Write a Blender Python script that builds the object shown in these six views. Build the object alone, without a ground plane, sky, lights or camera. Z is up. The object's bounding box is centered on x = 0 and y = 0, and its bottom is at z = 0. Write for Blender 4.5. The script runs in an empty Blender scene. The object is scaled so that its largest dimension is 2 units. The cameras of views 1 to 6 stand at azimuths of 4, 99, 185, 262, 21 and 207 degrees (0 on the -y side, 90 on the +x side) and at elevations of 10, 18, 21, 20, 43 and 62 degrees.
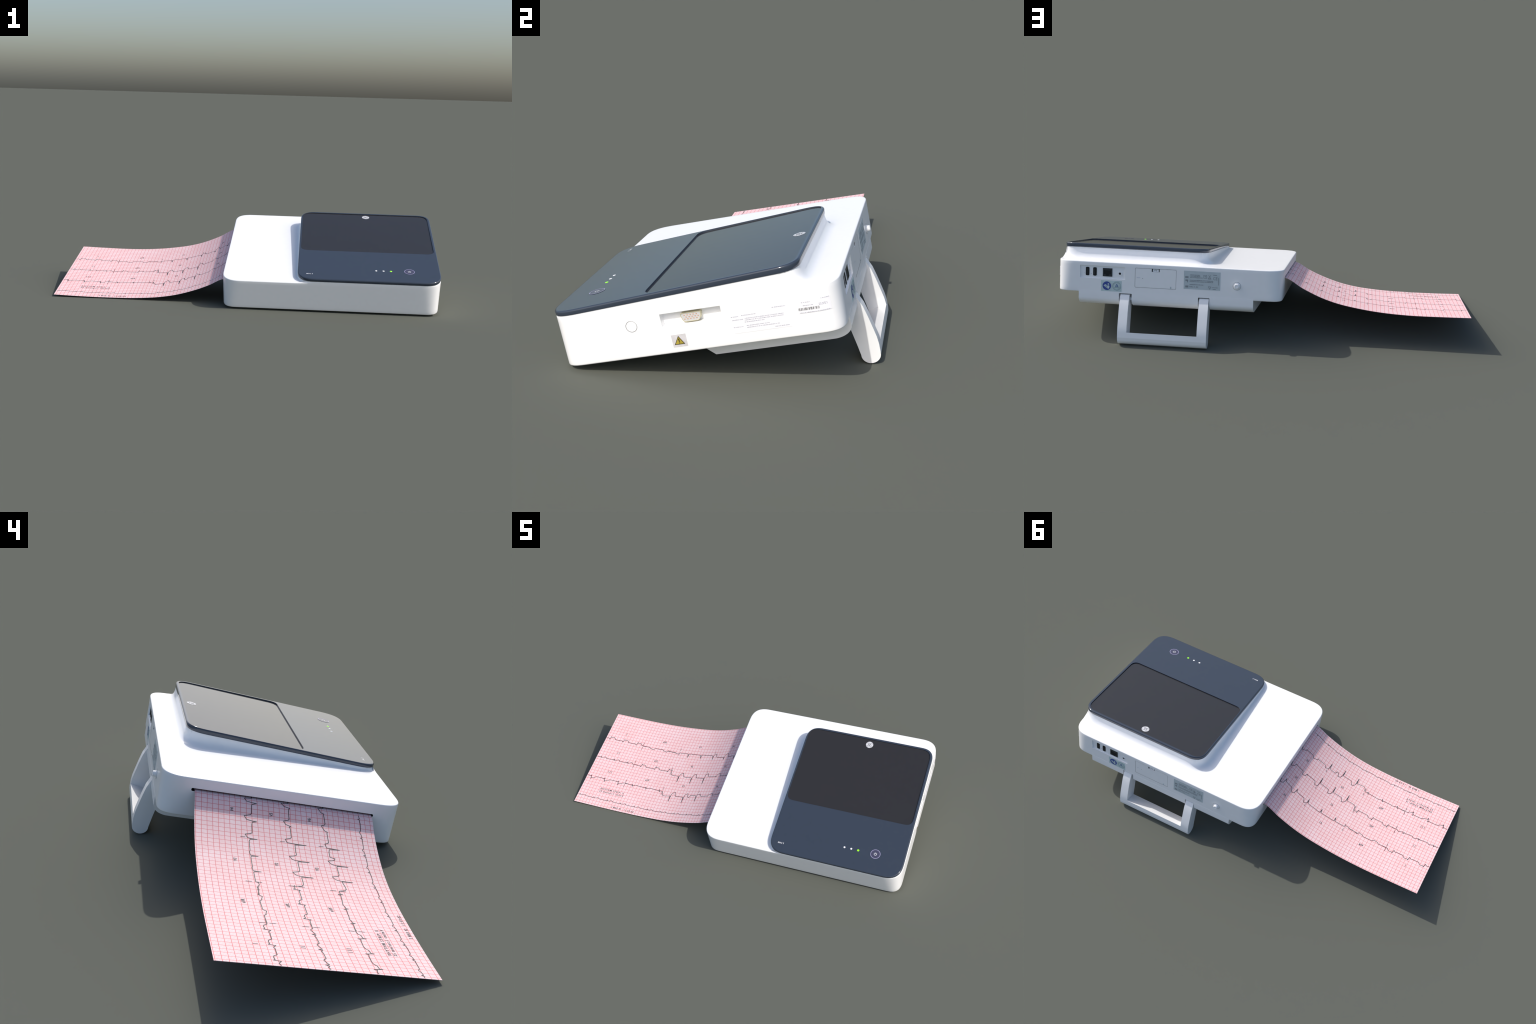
import bpy, bmesh, math, random
import numpy as np
from mathutils import Vector, Matrix

random.seed(7)
rng = np.random.default_rng(7)

# ------------------------------------------------------------------ frame
TILT = math.radians(14.65)                 # the unit leans back on its stand
BASE = Vector((0.0, -0.480, -0.0007))
POSE = Matrix.Translation(BASE) @ Matrix.Rotation(TILT, 4, 'X')

scene = bpy.context.scene
coll = scene.collection


# ------------------------------------------------------------------ materials
def srgb(r, g, b):
    f = lambda c: c / 12.92 if c <= 0.04045 else ((c + 0.055) / 1.055) ** 2.4
    return (f(r / 255), f(g / 255), f(b / 255), 1.0)


def material(name, col, rough=0.5, metal=0.0, coat=0.0, spec=0.5, vary=0.03,
             grain=0.0, scale=40.0):
    m = bpy.data.materials.new(name)
    m.use_nodes = True
    nt = m.node_tree
    b = nt.nodes['Principled BSDF']
    b.inputs['Roughness'].default_value = rough
    b.inputs['Metallic'].default_value = metal
    b.inputs['Specular IOR Level'].default_value = spec
    b.inputs['Coat Weight'].default_value = coat
    b.inputs['Coat Roughness'].default_value = 0.08
    tc = nt.nodes.new('ShaderNodeTexCoord')
    nz = nt.nodes.new('ShaderNodeTexNoise')
    nz.inputs['Scale'].default_value = scale
    nz.inputs['Detail'].default_value = 4
    nt.links.new(tc.outputs['Object'], nz.inputs['Vector'])
    ramp = nt.nodes.new('ShaderNodeValToRGB')
    lo = tuple(c * (1 - vary) for c in col[:3]) + (1,)
    hi = tuple(min(1, c * (1 + vary)) for c in col[:3]) + (1,)
    ramp.color_ramp.elements[0].position = 0.3
    ramp.color_ramp.elements[1].position = 0.7
    ramp.color_ramp.elements[0].color = lo
    ramp.color_ramp.elements[1].color = hi
    nt.links.new(nz.outputs['Fac'], ramp.inputs['Fac'])
    nt.links.new(ramp.outputs['Color'], b.inputs['Base Color'])
    if grain > 0:
        n2 = nt.nodes.new('ShaderNodeTexNoise')
        n2.inputs['Scale'].default_value = 900
        nt.links.new(tc.outputs['Object'], n2.inputs['Vector'])
        bp = nt.nodes.new('ShaderNodeBump')
        bp.inputs['Strength'].default_value = grain
        bp.inputs['Distance'].default_value = 0.001
        nt.links.new(n2.outputs['Fac'], bp.inputs['Height'])
        nt.links.new(bp.outputs['Normal'], b.inputs['Normal'])
    return m


M_WHITE = material('white_plastic', (0.972, 0.972, 0.972, 1), rough=0.26, spec=0.5, vary=0.008)
M_STAND = material('stand_plastic', (0.972, 0.972, 0.972, 1), rough=0.26, spec=0.5, vary=0.008)
M_NAVY = material('navy_plastic', (0.040, 0.053, 0.077, 1), rough=0.12, spec=0.5, vary=0.015)
M_SCREEN = material('dark_display_glass', (0.029, 0.028, 0.029, 1), rough=0.10, spec=0.5, vary=0.01)
M_BLACK = material('black_cavity', (0.006, 0.006, 0.007, 1), rough=0.7, vary=0.02)
M_DARK = material('dark_grey_plastic', (0.020, 0.024, 0.027, 1), rough=0.45, vary=0.02)
M_SEAM = material('seam_shadow_gap', (0.10, 0.10, 0.10, 1), rough=0.8, vary=0.02)  # white housing's gap walls painted dark grey, so seams read as shadow lines
M_METAL = material('brushed_steel', (0.75, 0.76, 0.78, 1), rough=0.25, metal=0.6)
M_BRASS = material('gilded_shell', (0.74, 0.69, 0.48, 1), rough=0.35, metal=0.35)
M_PIN = material('copper_pin', (0.72, 0.30, 0.12, 1), rough=0.35, metal=0.3)
M_INSUL = material('connector_insulator', (0.62, 0.62, 0.61, 1), rough=0.5)  # greyed down to carry the partial shade on the connector face
M_LABEL = material('rating_label_film', (0.56, 0.63, 0.65, 1), rough=0.45, vary=0.04)
M_LABELINK = material('rating_label_ink', (0.28, 0.31, 0.33, 1), rough=0.5, vary=0.06)
M_PALE = material('pale_label_film', (0.93, 0.925, 0.955, 1), rough=0.45, vary=0.015)  # film and the ink below lightened towards white for overexposing sun on this end
M_PALEINK = material('pale_label_ink', (0.58, 0.58, 0.64, 1), rough=0.5, vary=0.15, scale=120)
M_BARCODE = material('barcode_ink', (0.17, 0.17, 0.17, 1), rough=0.5)
M_STICKER = material('safety_sticker_film', (0.58, 0.70, 0.70, 1), rough=0.4, vary=0.12, scale=60)
M_BLUE = material('sign_blue', (0.040, 0.085, 0.36, 1), rough=0.4)
M_TEALINK = material('seal_teal_ink', (0.22, 0.36, 0.38, 1), rough=0.4)
M_BLUEINK = material('seal_blue_ink', (0.06, 0.14, 0.36, 1), rough=0.4)
M_WARNBG = material('warning_sticker_film', (0.66, 0.64, 0.65, 1), rough=0.5, vary=0.08, scale=50)
M_YELLOW = material('warning_yellow', (0.42, 0.33, 0.05, 1), rough=0.4, vary=0.15, scale=50)
M_INK = material('black_ink', (0.035, 0.03, 0.015, 1), rough=0.5)
M_TRACE = material('trace_ink', (0.035, 0.035, 0.042, 1), rough=0.6, vary=0.2, scale=90)
M_LAVENDER = material('lavender_print', (0.36, 0.34, 0.52, 1), rough=0.12)
M_BUTTON = material('button_face', (0.062, 0.062, 0.108, 1), rough=0.12)
M_PRINT = material('white_print', (0.85, 0.86, 0.88, 1), rough=0.12)
M_GREEN = material('lit_green_lens', (0.30, 0.95, 0.02, 1), rough=0.3)
_b = M_GREEN.node_tree.nodes['Principled BSDF']            # this lamp is switched on
_b.inputs['Emission Color'].default_value = (0.30, 1.0, 0.02, 1)
_b.inputs['Emission Strength'].default_value = 0.30
M_LENS = material('white_lens', (0.88, 0.88, 0.88, 1), rough=0.3)
M_LOGO = material('badge_silver', (0.72, 0.72, 0.74, 1), rough=0.12)
M_LOGOINK = material('badge_print', (0.10, 0.10, 0.115, 1), rough=0.12)
M_RIDGE = material('raised_mark', (0.50, 0.56, 0.66, 1), rough=0.5)


# ------------------------------------------------------------------ objects
def make(name, verts, faces, mat, parent=None, angle=None, loc=None):
    me = bpy.data.meshes.new(name)
    me.from_pydata([tuple(map(float, v)) for v in verts], [], faces)
    me.update()
    return wrap(name, me, mat, parent, angle, loc)


def wrap(name, me, mat=None, parent=None, angle=None, loc=None):
    ob = bpy.data.objects.new(name, me)
    coll.objects.link(ob)
    if mat is not None:
        if not me.materials:
            me.materials.append(mat)
        else:
            me.materials[0] = mat
    if angle is not None:
        smooth(me, angle)
    if parent is None:
        pass
    elif parent is THING:
        ob.parent = parent
        ob.matrix_basis = POSE.copy()
    else:
        ob.parent = parent
        if loc is not None:
            ob.location = loc
    return ob


def smooth(me, deg):
    bm = bmesh.new()
    bm.from_mesh(me)
    lim = math.radians(deg)
    for f in bm.faces:
        f.smooth = True
    for e in bm.edges:
        e.smooth = len(e.link_faces) == 2 and e.calc_face_angle(0) < lim
    bm.to_mesh(me)
    bm.free()


def recalc(me):
    bm = bmesh.new()
    bm.from_mesh(me)
    bmesh.ops.recalc_face_normals(bm, faces=bm.faces)
    bm.to_mesh(me)
    bm.free()


THING = bpy.data.objects.new('electrocardiograph', None)
coll.objects.link(THING)
THING["label"] = "white tilted heart recorder with dark display and pink paper strip"
THING["category"] = "medical device"


# ------------------------------------------------------------------ plan outlines
def outline(x0, x1, y0, y1, radii, power=2.75, nc=22, ns=26):
    """Rounded rectangle with super-elliptic corners, counter-clockwise.
    radii: front-left, front-right, rear-right, rear-left."""
    fl, fr, rr, rl = radii
    pts = []
    corners = [((x0 + fl, y0 + fl), fl, math.pi), ((x1 - fr, y0 + fr), fr, 1.5 * math.pi),
               ((x1 - rr, y1 - rr), rr, 0.0), ((x0 + rl, y1 - rl), rl, 0.5 * math.pi)]
    arcs = []
    for (cx, cy), r, a0 in corners:
        arc = []
        for i in range(nc + 1):
            a = a0 + 0.5 * math.pi * i / nc
            c, s = math.cos(a), math.sin(a)
            c = math.copysign(abs(c) ** (2 / power), c) if abs(c) > 1e-9 else 0
            s = math.copysign(abs(s) ** (2 / power), s) if abs(s) > 1e-9 else 0
            arc.append((cx + r * c, cy + r * s))
        arcs.append(arc)
    for k in range(4):
        pts += arcs[k]
        p, q = arcs[k][-1], arcs[(k + 1) % 4][0]
        for i in range(1, ns):
            t = i / ns
            pts.append((p[0] + (q[0] - p[0]) * t, p[1] + (q[1] - p[1]) * t))
    return np.array(pts)


def offset_in(pts, d):
    """Move a closed counter-clockwise outline inwards by d (scalar or per point)."""
    t = np.roll(pts, -1, 0) - np.roll(pts, 1, 0)
    t /= np.linalg.norm(t, axis=1)[:, None]
    n = np.stack([-t[:, 1], t[:, 0]], 1)
    return pts + n * (np.ones(len(pts)) * d)[:, None]


def signed_distance(p, poly):
    a = poly
    b = np.roll(poly, -1, 0)
    ab = b - a
    out = np.empty(len(p))
    for i in range(0, len(p), 2000):
        q = p[i:i + 2000, None, :]
        t = np.clip(((q - a) * ab).sum(-1) / (ab * ab).sum(-1), 0, 1)
        d = np.linalg.norm(q - (a + t[..., None] * ab), axis=-1).min(1)
        yy = q[..., 1]
        cross = (a[:, 1] > yy) != (b[:, 1] > yy)
        xi = a[:, 0] + (yy - a[:, 1]) * ab[:, 0] / np.where(ab[:, 1] == 0, 1e-12, ab[:, 1])
        inside = (cross & (q[..., 0] < xi)).sum(1) % 2 == 1
        out[i:i + 2000] = np.where(inside, -d, d)
    return out


def loft(rings, cap_bottom=True, cap_top=True):
    n = len(rings[0])
    verts = [v for r in rings for v in r]
    faces = []
    for k in range(len(rings) - 1):
        for i in range(n):
            j = (i + 1) % n
            faces.append((k * n + i, k * n + j, (k + 1) * n + j, (k + 1) * n + i))
    if cap_bottom:
        faces.append(tuple(reversed(range(n))))
    if cap_top:
        faces.append(tuple(range((len(rings) - 1) * n, len(rings) * n)))
    return verts, faces


# body and panel sizes, in the tilted frame (x, y along the unit, z off its underside)
BODY = dict(x0=-0.100, x1=1.000, y0=0.0186, y1=0.9222)
BODY_R = (0.102, 0.102, 0.100, 0.102)          # corner radii at the deck
BODY_R_LOW = (0.078, 0.078, 0.078, 0.078)      # and, tighter, at the underside
PANEL = dict(x0=0.279, x1=1.000, y0=0.0172, y1=0.8168)
PANEL_R = (0.096, 0.102, 0.078, 0.092)
DRAFT = 0.0045
deck = lambda y: 0.1545 - 0.006 * y                 # top of the white housing
panel_low = lambda y: 0.1720 + 0.0488 * (y - 0.18)  # underside of the navy panel
panel_top = lambda y: 0.1862 + 0.0543 * (y - 0.129)

body_out = outline(**BODY, radii=BODY_R)
body_low = outline(**BODY, radii=BODY_R_LOW)
panel_out = outline(**PANEL, radii=PANEL_R)


# ------------------------------------------------------------------ housing
def build_housing():
    root = offset_in(panel_out, 0.003)
    foot = offset_in(panel_out, 0.014)

    def height(p):
        d = signed_distance(p, root)
        y = p[:, 1]
        rise = panel_low(y) + 0.0008 - deck(y)
        width = 0.68 * rise + 0.003                # steep neck with a tight concave foot
        u = np.clip(d / width, 0, 1)
        return deck(y) + rise * (1 - np.clip(1 - (1 - u) ** 2.6, 0, 1) ** (1 / 2.6))

    edge_d = signed_distance(body_out, root)
    s = np.clip(edge_d / 0.04, 0, 1)
    r = 0.0012 + 0.0033 * s * s * (3 - 2 * s)
    h_edge = height(offset_in(body_out, r))

    def wall(z, extra=0.0):
        t = np.clip(z / 0.152, 0, 1)
        p = body_low + (body_out - body_low) * t[:, None]
        return offset_in(p, DRAFT * (1 - t) + extra)

    rings = []
    rb = 0.005
    for a in np.linspace(0, math.pi / 2, 5):
        z = rb * (1 - math.sin(a)) * np.ones(len(body_out))
        p = wall(z, rb * (1 - math.cos(a)))
        rings.insert(0, np.column_stack([p, z]))
    for f in np.linspace(0.0, 1.0, 11)[1:]:
        z = rb + (h_edge - r - rb) * f
        rings.append(np.column_stack([wall(z), z]))
    for a in np.linspace(0, math.pi / 2, 5)[1:]:
        z = h_edge - r * (1 - math.sin(a))
        p = wall(z, r * (1 - math.cos(a)))
        rings.append(np.column_stack([p, z]))
    outer = rings[-1][:, :2]
    for u in np.linspace(0, 1, 57)[1:]:
        p = outer + (foot - outer) * (1 - (1 - u) ** 1.5)
        rings.append(np.column_stack([p, height(p)]))
    v, f = loft(rings)
    me = bpy.data.meshes.new('housing')
    me.from_pydata([tuple(map(float, q)) for q in v], [], f)
    me.update()
    return me


def box(x0, x1, y0, y1, z0, z1):
    v = [(x0, y0, z0), (x1, y0, z0), (x1, y1, z0), (x0, y1, z0),
         (x0, y0, z1), (x1, y0, z1), (x1, y1, z1), (x0, y1, z1)]
    f = [(3, 2, 1, 0), (4, 5, 6, 7), (0, 1, 5, 4), (1, 2, 6, 5), (2, 3, 7, 6), (3, 0, 4, 7)]
    return v, f


def prism(poly, lo, hi, axis):
    """Extrude a 2D polygon along an axis: 'x' polygon is (y,z), 'y' polygon is (x,z)."""
    def at(p, t):
        return {'x': (t, p[0], p[1]), 'y': (p[0], t, p[1]), 'z': (p[0], p[1], t)}[axis]
    n = len(poly)
    v = [at(p, lo) for p in poly] + [at(p, hi) for p in poly]
    f = [tuple(range(n)), tuple(range(2 * n - 1, n - 1, -1))]
    f += [(i, i + n, (i + 1) % n + n, (i + 1) % n) for i in range(n)]
    return v, f


def rrect(cx, cy, w, h, r, n=6):
    r = min(r, w / 2 - 1e-5, h / 2 - 1e-5)
    pts = []
    for sx, sy, a0 in ((1, 1, 0), (-1, 1, 90), (-1, -1, 180), (1, -1, 270)):
        for i in range(n + 1):
            a = math.radians(a0 + 90 * i / n)
            pts.append((cx + sx * (w / 2 - r) + r * math.cos(a), cy + sy * (h / 2 - r) + r * math.sin(a)))
    return pts


def circle(cx, cy, r, n=32):
    return [(cx + r * math.cos(2 * math.pi * i / n), cy + r * math.sin(2 * math.pi * i / n)) for i in range(n)]


def temp(v, f, mat):
    me = bpy.data.meshes.new('cutter')
    me.from_pydata([tuple(map(float, q)) for q in v], [], f)
    me.materials.append(mat)
    recalc(me)
    ob = bpy.data.objects.new('cutter', me)
    coll.objects.link(ob)
    return ob


def boolean(ob, cutters, op='DIFFERENCE'):
    parent, basis = ob.parent, ob.matrix_basis.copy()
    ob.parent = None
    ob.matrix_basis = Matrix.Identity(4)
    for c in cutters:
        m = ob.modifiers.new('cut', 'BOOLEAN')
        m.operation = op
        m.solver = 'EXACT'
        m.object = c
        try:
            m.material_mode = 'TRANSFER'
        except Exception:
            pass
    bpy.context.view_layer.update()
    dg = bpy.context.evaluated_depsgraph_get()
    me = bpy.data.meshes.new_from_object(ob.evaluated_get(dg))
    ob.modifiers.clear()
    ob.parent = parent
    ob.matrix_basis = basis
    old = ob.data
    ob.data = me
    bpy.data.meshes.remove(old)
    for c in cutters:
        bpy.data.objects.remove(c)


# faces of the drafted body, for laying parts and print on it
def rear_y(x, z):
    base = BODY['y1'] - DRAFT * max(0, 1 - z / 0.152)
    return base


def right_x(y, z):
    a = BODY_R_LOW[2] + (BODY_R[2] - BODY_R_LOW[2]) * min(1, z / 0.152)
    u = max(0.0, (y - (BODY['y1'] - a)) / a, ((BODY['y0'] + a) - y) / a)
    bulge = a * (1 - (max(0.0, 1 - u ** 2.75)) ** (1 / 2.75))
    return BODY['x1'] - DRAFT * max(0, 1 - z / 0.152) - bulge


housing_me = build_housing()
housing = wrap('housing', housing_me, M_WHITE, THING)

# lower bay under the rear half, rounded at its back edge
bay = [(0.403, 0.006), (0.4815, -0.0620), (0.845, -0.0625)]
yb = rear_y(0, 0.0) + 0.0004
for i in range(1, 11):
    a = math.radians(9 * i)
    bay.append((yb - 0.060 * (1 - math.sin(a)) if i < 10 else yb, -0.0625 + 0.035 * (1 - math.cos(a))))
bay.append((rear_y(0, 0.008) + 0.0003, 0.008))
boolean(housing, [temp(*prism(bay, 0.0385, 0.8860, 'x'), M_WHITE)], 'UNION')

D_RECESS = dict(y0=0.3727, y1=0.5634, z0=0.0897, z1=0.1303, depth=0.023)
P_RECESS = dict(x0=0.6600, x1=0.8808, z0=0.0677, z1=0.1290, depth=0.006)
DOOR = dict(x0=0.4115, x1=0.6118, z0=0.0340, z1=0.1287)
cuts = []
# notches for the hinge of the stand
for a, b in ((0.6262, 0.6890), (0.2492, 0.3040)):
    cuts.append(temp(*prism([(0.835, -0.08), (0.96, -0.08), (0.96, 0.0012), (0.89, 0.0012), (0.835, -0.03)], a, b, 'x'), M_WHITE))
# shallow pocket under the body, around the bay
pocket = [(-0.078, 0.100), (-0.020, 0.043), (0.920, 0.043), (0.978, 0.100), (0.978, 0.845), (0.925, 0.900), (0.892, 0.900), (0.892, 0.385),
          (0.032, 0.385), (0.032, 0.900), (-0.025, 0.900), (-0.078, 0.845)]
cuts.append(temp(*prism(pocket, -0.02, 0.0040, 'z'), M_WHITE))
# paper slot on the left end
cuts.append(temp(*prism(rrect(0.4705, 0.1055, 0.684, 0.0115, 0.0045), -0.13, -0.055, 'x'), M_BLACK))
# connector recess on the right end
R = D_RECESS
cuts.append(temp(*box(0.9975 - R['depth'], 1.02, R['y0'], R['y1'], R['z0'], R['z1']), M_WHITE))
# round plug pocket on the right end
cuts.append(temp(*prism(circle(0.2770, 0.1040, 0.0182, 40), 0.990, 1.01, 'x'), M_SEAM))
# port recess and battery bay at the back
R = P_RECESS
cuts.append(temp(*prism(rrect((R['x0'] + R['x1']) / 2, (R['z0'] + R['z1']) / 2, R['x1'] - R['x0'], R['z1'] - R['z0'], 0.002, 3),
                        0.9205 - R['depth'], 0.95, 'y'), M_WHITE))
D = DOOR
cuts.append(temp(*prism(rrect((D['x0'] + D['x1']) / 2, (D['z0'] + D['z1']) / 2, D['x1'] - D['x0'], D['z1'] - D['z0'], 0.005, 4),
                        0.911, 0.95, 'y'), M_SEAM))
boolean(housing, cuts)
smooth(housing.data, 28)


# ------------------------------------------------------------------ control panel
def build_panel():
    rings = []
    n = len(panel_out)

    def ring(ins, zf):
        p = offset_in(panel_out, ins)
        lo = panel_low(p[:, 1])
        hi = panel_top(p[:, 1])
        return np.column_stack([p, lo + zf(hi - lo)])
    rings.append(ring(0.0030, lambda t: 0 * t))
    rings.append(ring(0.0012, lambda t: 0 * t + 0.0004))
    rings.append(ring(0.0006, lambda t: 0 * t + 0.0016))
    rt = 0.0062
    for a in np.linspace(0, math.pi / 2, 8):
        rings.append(ring(rt * (1 - math.cos(a)), lambda t: t - rt * (1 - math.sin(a))))
    rings.append(ring(rt + 0.0006, lambda t: t))
    rings.append(ring(rt + 0.0012, lambda t: t))
    return loft(rings)


v, f = build_panel()
panel = make('control_panel', v, f, M_NAVY, THING)
SCREEN = dict(x0=0.2885, x1=0.9870, y0=0.332, y1=0.8045)
scr_out = outline(**SCREEN, radii=(0.045, 0.045, 0.062, 0.062), nc=12, ns=8)


def slab_on_panel(pts, lo, hi):
    n = len(pts)
    v = [(p[0], p[1], panel_top(p[1]) + lo) for p in pts] + [(p[0], p[1], panel_top(p[1]) + hi) for p in pts]
    f = [tuple(reversed(range(n))), tuple(range(n, 2 * n))]
    f += [(i, (i + 1) % n, (i + 1) % n + n, i + n) for i in range(n)]
    return v, f


sunk = lambda y: 0.0050 - 0.0030 * (y - 0.335)      # the display lies deeper at its front edge


def sunk_slab(pts, lo, hi):
    v, f = slab_on_panel(pts, 0, hi)
    n = len(pts)
    return [(q[0], q[1], q[2] - sunk(q[1]) + lo) if i < n else q for i, q in enumerate(v)], f


boolean(panel, [temp(*sunk_slab(scr_out, -0.0008, 0.02), M_NAVY)])
smooth(panel.data, 30)
v, f = sunk_slab(offset_in(scr_out, 0.0002), -0.003, 0)
v = [(q[0], q[1], q[2] - sunk(q[1])) if i >= len(scr_out) else q for i, q in enumerate(v)]
screen = make('display_screen', v, f, M_SCREEN, panel)


# ------------------------------------------------------------------ print helpers
def on_panel(lift):
    return lambda x, y: (x, y, panel_top(y) + lift)


def on_rear(lift):
    """(u,v) -> u runs to the right as seen from behind (towards -x), v is z."""
    return lambda x, z: (x, rear_y(x, z) + lift, z)


def on_right(lift):
    return lambda y, z: (right_x(y, z) + lift, y, z)


def flat(name, poly, fn, mat, parent, cut=None):
    """A thin printed or applied shape: polygon mapped to a surface (subdivided along u if asked)."""
    vs = [fn(*p) for p in poly]
    return make(name, vs, [tuple(range(len(vs)))], mat, parent)


def plate(name, poly, fn0, fn1, mat, parent):
    """A sheet with thickness between two lifts of a surface."""
    n = len(poly)
    v = [fn0(*p) for p in poly] + [fn1(*p) for p in poly]
    f = [tuple(reversed(range(n))), tuple(range(n, 2 * n))]
    f += [(i, (i + 1) % n, (i + 1) % n + n, i + n) for i in range(n)]
    ob = make(name, v, f, mat, parent)
    recalc(ob.data)
    return ob


def strips_mesh(quads, fn):
    v, f = [], []
    for q in quads:
        k = len(v)
        v += [fn(*p) for p in q]
        f.append(tuple(range(k, k + len(q))))
    return v, f


def ring_quads(cx, cy, r0, r1, a0=0, a1=360, n=40):
    q = []
    for i in range(n):
        a = math.radians(a0 + (a1 - a0) * i / n)
        b = math.radians(a0 + (a1 - a0) * (i + 1) / n)
        q.append([(cx + r0 * math.cos(a), cy + r0 * math.sin(a)), (cx + r1 * math.cos(a), cy + r1 * math.sin(a)),
                  (cx + r1 * math.cos(b), cy + r1 * math.sin(b)), (cx + r0 * math.cos(b), cy + r0 * math.sin(b))])
    return q


def line_quads(pts, w, step=None):
    """Ribbon of constant width along a polyline."""
    q = []
    for p, r in zip(pts[:-1], pts[1:]):
        d = math.hypot(r[0] - p[0], r[1] - p[1])
        if d < 1e-7:
            continue
        k = max(1, int(math.ceil(d / step))) if step else 1
        tx, ty = (r[0] - p[0]) / d, (r[1] - p[1]) / d
        nx, ny = -ty * w / 2, tx * w / 2
        for i in range(k):
            e0 = -w * 0.3 if i == 0 else 0
            e1 = w * 0.3 if i == k - 1 else 0
            t0, t1 = d * i / k + e0, d * (i + 1) / k + e1
            a = (p[0] + tx * t0, p[1] + ty * t0)
            b = (p[0] + tx * t1, p[1] + ty * t1)
            q.append([(a[0] - nx, a[1] - ny), (b[0] - nx, b[1] - ny), (b[0] + nx, b[1] + ny), (a[0] + nx, a[1] + ny)])
    return q


def letters(text, x, y, height, width=None, bold=0.0, spacing=1.0):
    """Text as 2D polygons, lower-left at (x, y), scaled to a cap height and optional total width."""
    cu = bpy.data.curves.new('lettering', 'FONT')
    cu.body = text
    cu.size = 1.0
    cu.resolution_u = 2
    cu.offset = bold
    cu.space_character = spacing
    ob = bpy.data.objects.new('lettering', cu)
    coll.objects.link(ob)
    dg = bpy.context.evaluated_depsgraph_get()
    me = bpy.data.meshes.new_from_object(ob.evaluated_get(dg))
    vs = [(q.co.x, q.co.y) for q in me.vertices]
    fs = [tuple(p.vertices) for p in me.polygons]
    bpy.data.objects.remove(ob)
    bpy.data.curves.remove(cu)
    bpy.data.meshes.remove(me)
    xs = [q[0] for q in vs]
    sy = height / 0.70
    sx = sy if width is None else width / (max(xs) - min(xs))
    x0 = min(xs)
    return [(x + (q[0] - x0) * sx, y + q[1] * sy) for q in vs], fs


def text_on(name, text, x, y, height, fn, mat, parent, width=None, flip=1, bold=0.0, spacing=1.0):
    vs, fs = letters(text, 0, 0, height, width, bold, spacing)
    v = [fn(x + flip * q[0], y + q[1]) for q in vs]
    if flip < 0:
        fs = [tuple(reversed(q)) for q in fs]
    return make(name, v, fs, mat, parent)


def bars(name, rows, fn, mat, parent, thick, flip=1, seed=1, solid=False):
    """Rows of print too small to read: broken dashes along each row (u0, u1, v)."""
    rd = random.Random(seed)
    quads = []
    for u0, u1, w in rows:
        u = u0
        while u < u1 - 1e-6:
            ln = rd.uniform(0.0016, 0.0058) if not solid else u1 - u0
            e = min(u1, u + ln)
            quads.append([(u, w - thick / 2), (e, w - thick / 2), (e, w + thick / 2), (u, w + thick / 2)])
            u = e + rd.choice((0.0007, 0.0009, 0.0020))
    v, f = strips_mesh(quads, fn)
    ob = make(name, v, f, mat, parent)
    ob["kind"] = "stuff"
    return ob


# ------------------------------------------------------------------ panel furniture
P1, P2, P3 = on_panel(0.0006), on_panel(0.0010), on_panel(0.0014)
button = flat('power_button', circle(0.8435, 0.129, 0.0262, 48), P1, M_BUTTON, panel)
v, f = strips_mesh(ring_quads(0.8435, 0.129, 0.0236, 0.0262), P2)
make('button_ring', v, f, M_LAVENDER, button)
v, f = strips_mesh(ring_quads(0.8435, 0.129, 0.0060, 0.0079, 125, 415, 28) +
                   [[(0.8425, 0.1295), (0.8445, 0.1295), (0.8445, 0.1385), (0.8425, 0.1385)]], P2)
make('power_symbol', v, f, M_PRINT, button)

led_v = [(0.0058 * math.cos(2 * math.pi * i / 20), 0.0058 * math.sin(2 * math.pi * i / 20), -0.0005) for i in range(20)] + \
        [(0.0046 * math.cos(2 * math.pi * i / 20), 0.0046 * math.sin(2 * math.pi * i / 20), 0.0008) for i in range(20)]
led_f = [tuple(range(20, 40))] + [(i, (i + 1) % 20, (i + 1) % 20 + 20, i + 20) for i in range(20)]
led_white = None
for x in (0.676, 0.713):
    loc = (x, 0.1285, panel_top(0.1285))
    if led_white is None:
        led_white = make('indicator_light', led_v, led_f, M_LENS, panel, loc=loc)
    else:
        o = led_white.copy()
        coll.objects.link(o)
        o.location = loc
green = make('status_light', [(a * 1.1, b * 1.1, c) for a, b, c in led_v], led_f, M_GREEN, panel,
             loc=(0.7505, 0.1285, panel_top(0.1285)))
text_on('model_lettering', 'MAC 5', 0.3245, 0.0665, 0.0088, P1, M_PRINT, panel, width=0.0325, bold=0.004)

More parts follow.
